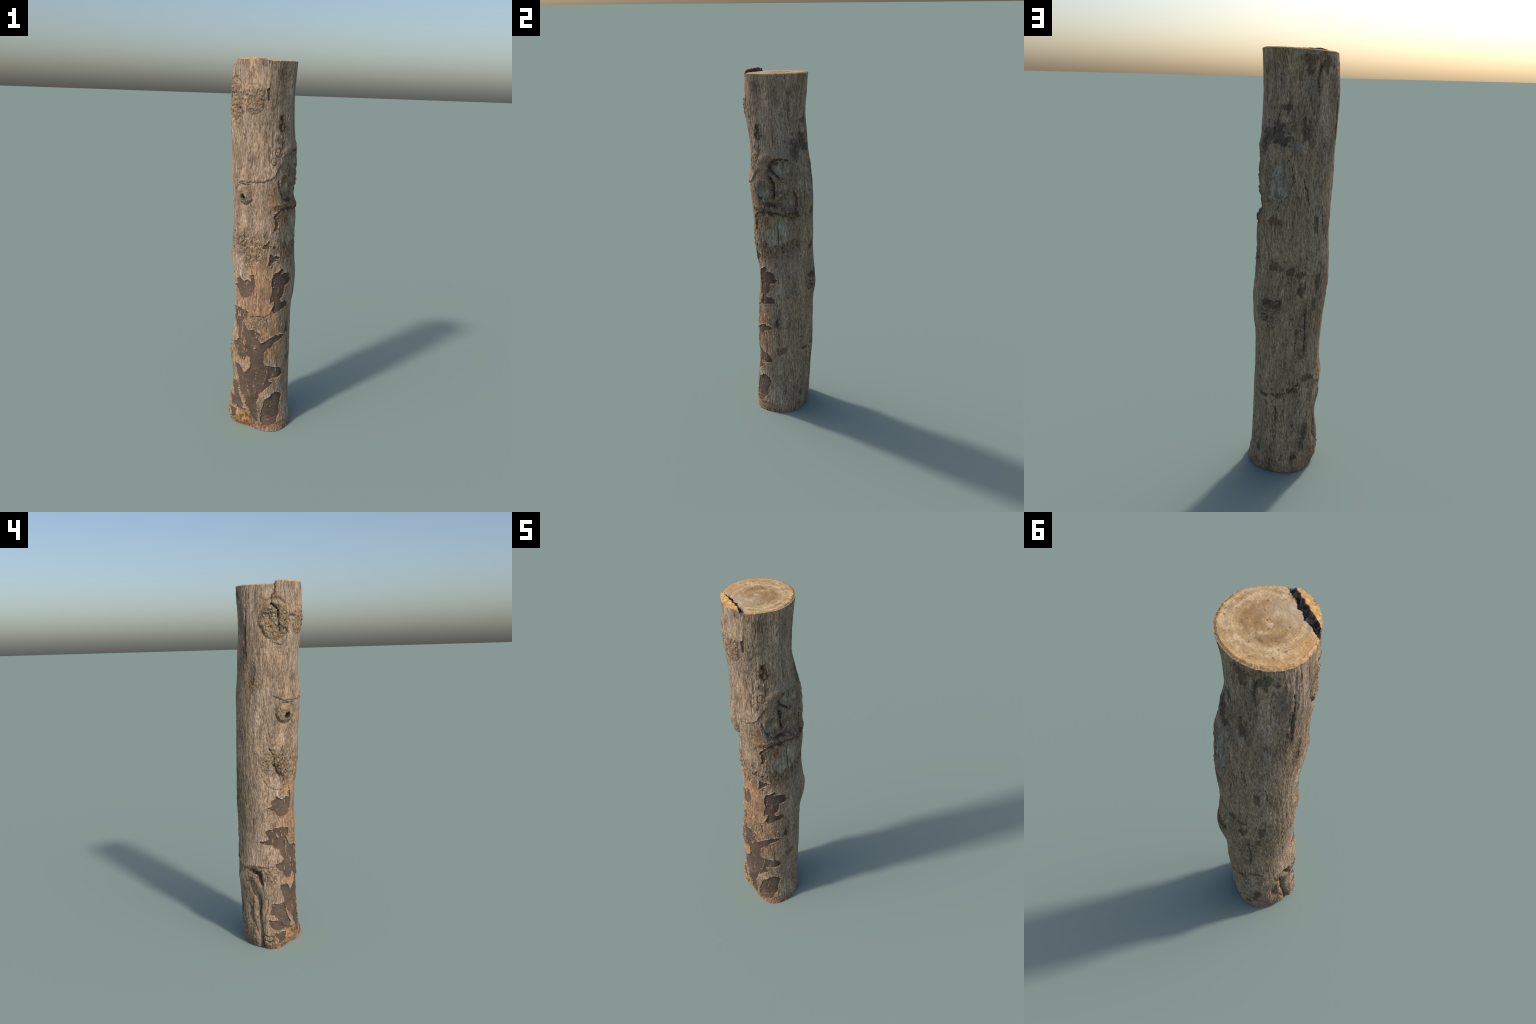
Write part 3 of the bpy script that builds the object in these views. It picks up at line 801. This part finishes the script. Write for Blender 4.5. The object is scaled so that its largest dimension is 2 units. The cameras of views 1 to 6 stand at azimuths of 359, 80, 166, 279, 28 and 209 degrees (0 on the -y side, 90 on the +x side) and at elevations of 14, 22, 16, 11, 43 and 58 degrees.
M_BARK = bark_material('furrowed_bark')
M_INNER = inner_bark_material()
M_EDGE = simple_material('torn_bark_edge', [(0.36, (0.15, 0.082, 0.043)), (0.50, (0.31, 0.178, 0.092)), (0.64, (0.45, 0.285, 0.165))], (120, 120, 70))
M_LIP = simple_material('pale_bark_lip', [(0.30, (0.30, 0.21, 0.15)), (0.50, (0.46, 0.355, 0.285)), (0.70, (0.60, 0.50, 0.42))], (90, 90, 60))
M_CRACK = simple_material('shaded_crack', [(0.36, (0.040, 0.030, 0.023)), (0.62, (0.125, 0.090, 0.063))], (120, 120, 60))  # grime, with crease shade painted into the colour
M_ROOT = simple_material('broken_root_wood', [(0.36, (0.13, 0.062, 0.026)), (0.48, (0.36, 0.185, 0.070)), (0.62, (0.58, 0.36, 0.17))], (110, 110, 30), 0.005,
                         fleck=(0.20, 0.105, 0.055))
M_HOLLOW = simple_material('shaded_rot_hollow', [(0.36, (0.030, 0.023, 0.018)), (0.62, (0.115, 0.080, 0.054))], (90, 90, 70), 0.003)  # dark rot, its colour also carrying the shade of the recess
M_SAWN = sawn_material()
M_RIM = simple_material('cut_bark_ring', [(0.30, (0.22, 0.115, 0.050)), (0.50, (0.50, 0.30, 0.140)), (0.70, (0.66, 0.47, 0.29))], (110, 110, 50), 0.002)
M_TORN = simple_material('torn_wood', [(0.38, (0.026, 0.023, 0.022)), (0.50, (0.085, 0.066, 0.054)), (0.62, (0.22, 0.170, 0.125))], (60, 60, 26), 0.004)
M_SPLINTER = simple_material('fresh_splinter_wood', [(0.30, (0.33, 0.165, 0.052)), (0.50, (0.56, 0.325, 0.115)), (0.70, (0.66, 0.43, 0.19))], (60, 60, 40), 0.002)

# ------------------------------------------------------------------------------------------------
# objects
# ------------------------------------------------------------------------------------------------
trunk = bpy.data.objects.new('tree_trunk', None)
trunk["label"] = "upright sawn tree trunk, grey-brown bark, knots, peeled dark patches"
trunk["category"] = "tree trunk"
bpy.context.scene.collection.objects.link(trunk)


def make_object(name, verts, quads, material, normals=None, smooth_shade=True, stuff=False):
    used, inv = np.unique(quads.ravel(), return_inverse=True)
    v, q = verts[used], inv.reshape(quads.shape)
    me = bpy.data.meshes.new(name)
    me.vertices.add(len(v))
    me.vertices.foreach_set('co', v.astype(np.float32).ravel())
    k = q.shape[1]
    me.loops.add(q.size)
    me.loops.foreach_set('vertex_index', q.astype(np.int32).ravel())
    me.polygons.add(len(q))
    me.polygons.foreach_set('loop_start', np.arange(0, q.size, k, dtype=np.int32))
    me.polygons.foreach_set('use_smooth', np.full(len(q), smooth_shade))
    me.materials.append(material)
    me.update(calc_edges=True)
    me.validate()
    if normals is not None:
        me.normals_split_custom_set_from_vertices(normals[used].tolist())
    ob = bpy.data.objects.new(name, me)
    ob.parent = trunk
    if stuff:
        ob["kind"] = "stuff"
    bpy.context.scene.collection.objects.link(ob)
    return ob


idx = np.arange(N_UP * N_ROUND).reshape(N_UP, N_ROUND)
nxt = np.roll(idx, -1, 1)
quads = np.stack([idx[:-1], nxt[:-1], nxt[1:], idx[1:]], -1).reshape(-1, 4)
face_region = region[:-1].ravel()
VERTS, NORMALS = P.reshape(-1, 3), NRM.reshape(-1, 3)

LOOKS = {BARK: ('bark', M_BARK, False), FLAKE_EDGE: ('torn_bark_edge', M_EDGE, True), FLAKE_LIP: ('curled_bark_lip', M_LIP, True),
         CRACK: ('crack', M_CRACK, True), KNOT: ('knot', M_BARK, False), ROTTEN: ('rotten_bark', M_BARK, False), ROOT: ('broken_root', M_ROOT, False),
         HOLLOW: ('hollow', M_HOLLOW, False)}
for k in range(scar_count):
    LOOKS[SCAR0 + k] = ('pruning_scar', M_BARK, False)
for k in range(patch_count):
    LOOKS[PATCH0 + k] = ('peeled_patch', M_INNER, False)
for key, (name, mat, stuff) in LOOKS.items():
    m = face_region == key
    if m.any():
        make_object(name, VERTS, quads[m], mat, NORMALS, stuff=stuff)

# sawn end: rings from the rim inward, following the tear and the splinter
rings = np.concatenate([np.linspace(1, 0.90, 26), np.linspace(0.895, 0.03, 84)])
top_row = P[-1]
ccx, ccy = spine(1.985)
X = ccx + (top_row[None, :, 0] - ccx) * rings[:, None]
Y = ccy + (top_row[None, :, 1] - ccy) * rings[:, None]
ZT, KIND = top_height(X, Y)
ZT = ZT + np.where(KIND == 0, 0.0006, 0.0012) * (surface_noise(X + 0.5, Y + 0.5, 50, 50, 51) + surface_noise(X + 0.5, Y + 0.5, 120, 120, 52)) * (rings[:, None] < 0.999)
ZT = ZT - RIM_DROP * (KIND == 0) * smooth(0.93, 1.0, rings)[:, None]
ZT[0] = top_row[:, 2]
ang = np.degrees(theta1)[None, :]
ring_width = 0.030 + 0.045 * np.clip(np.cos(np.radians(ang - 125)), 0, 1) + 0.008 * np.sin(np.radians(ang * 7)) + 0.006 * np.sin(np.radians(ang * 17))
KIND = np.where((KIND == 0) & (rings[:, None] > 1 - ring_width), 3, KIND)
seam = ring_width + 0.006 + 0.007 * np.sin(np.radians(ang * 11 + 40)) * np.sin(np.radians(ang * 5))
KIND = np.where((KIND == 0) & (rings[:, None] > 1 - seam), 4, KIND)
KIND = np.where((KIND == 2) & (rings[:, None] > 0.955), 3, KIND)
TV = np.stack([X, Y, np.minimum(ZT, 2.0)], -1).reshape(-1, 3)
tid = np.arange(len(rings) * N_ROUND).reshape(len(rings), N_ROUND)
tn = np.roll(tid, -1, 1)
tq = np.stack([tid[:-1], tn[:-1], tn[1:], tid[1:]], -1).reshape(-1, 4)
tk = KIND[:-1].ravel()
for key, name, mat in ((0, 'sawn_end', M_SAWN), (1, 'torn_wood', M_TORN), (2, 'splinter', M_SPLINTER), (3, 'bark_ring', M_RIM), (4, 'bark_seam', M_EDGE)):
    if not (tk == key).any():
        continue
    make_object(name, TV, tq[tk == key], mat)
# pith: closes the middle of the sawn end
hub = np.concatenate([TV[tid[-1]], [[ccx, ccy, plane_top(ccx, ccy)]]])
c = np.arange(N_ROUND)
make_object('pith', hub, np.stack([c, np.roll(c, -1), np.full(N_ROUND, N_ROUND)], -1), M_SAWN)
# underside
low = np.concatenate([P[0], [[0.02, 0.01, 0.0]]])
make_object('base', low, np.stack([np.roll(c, -1), c, np.full(N_ROUND, N_ROUND)], -1), M_ROOT)
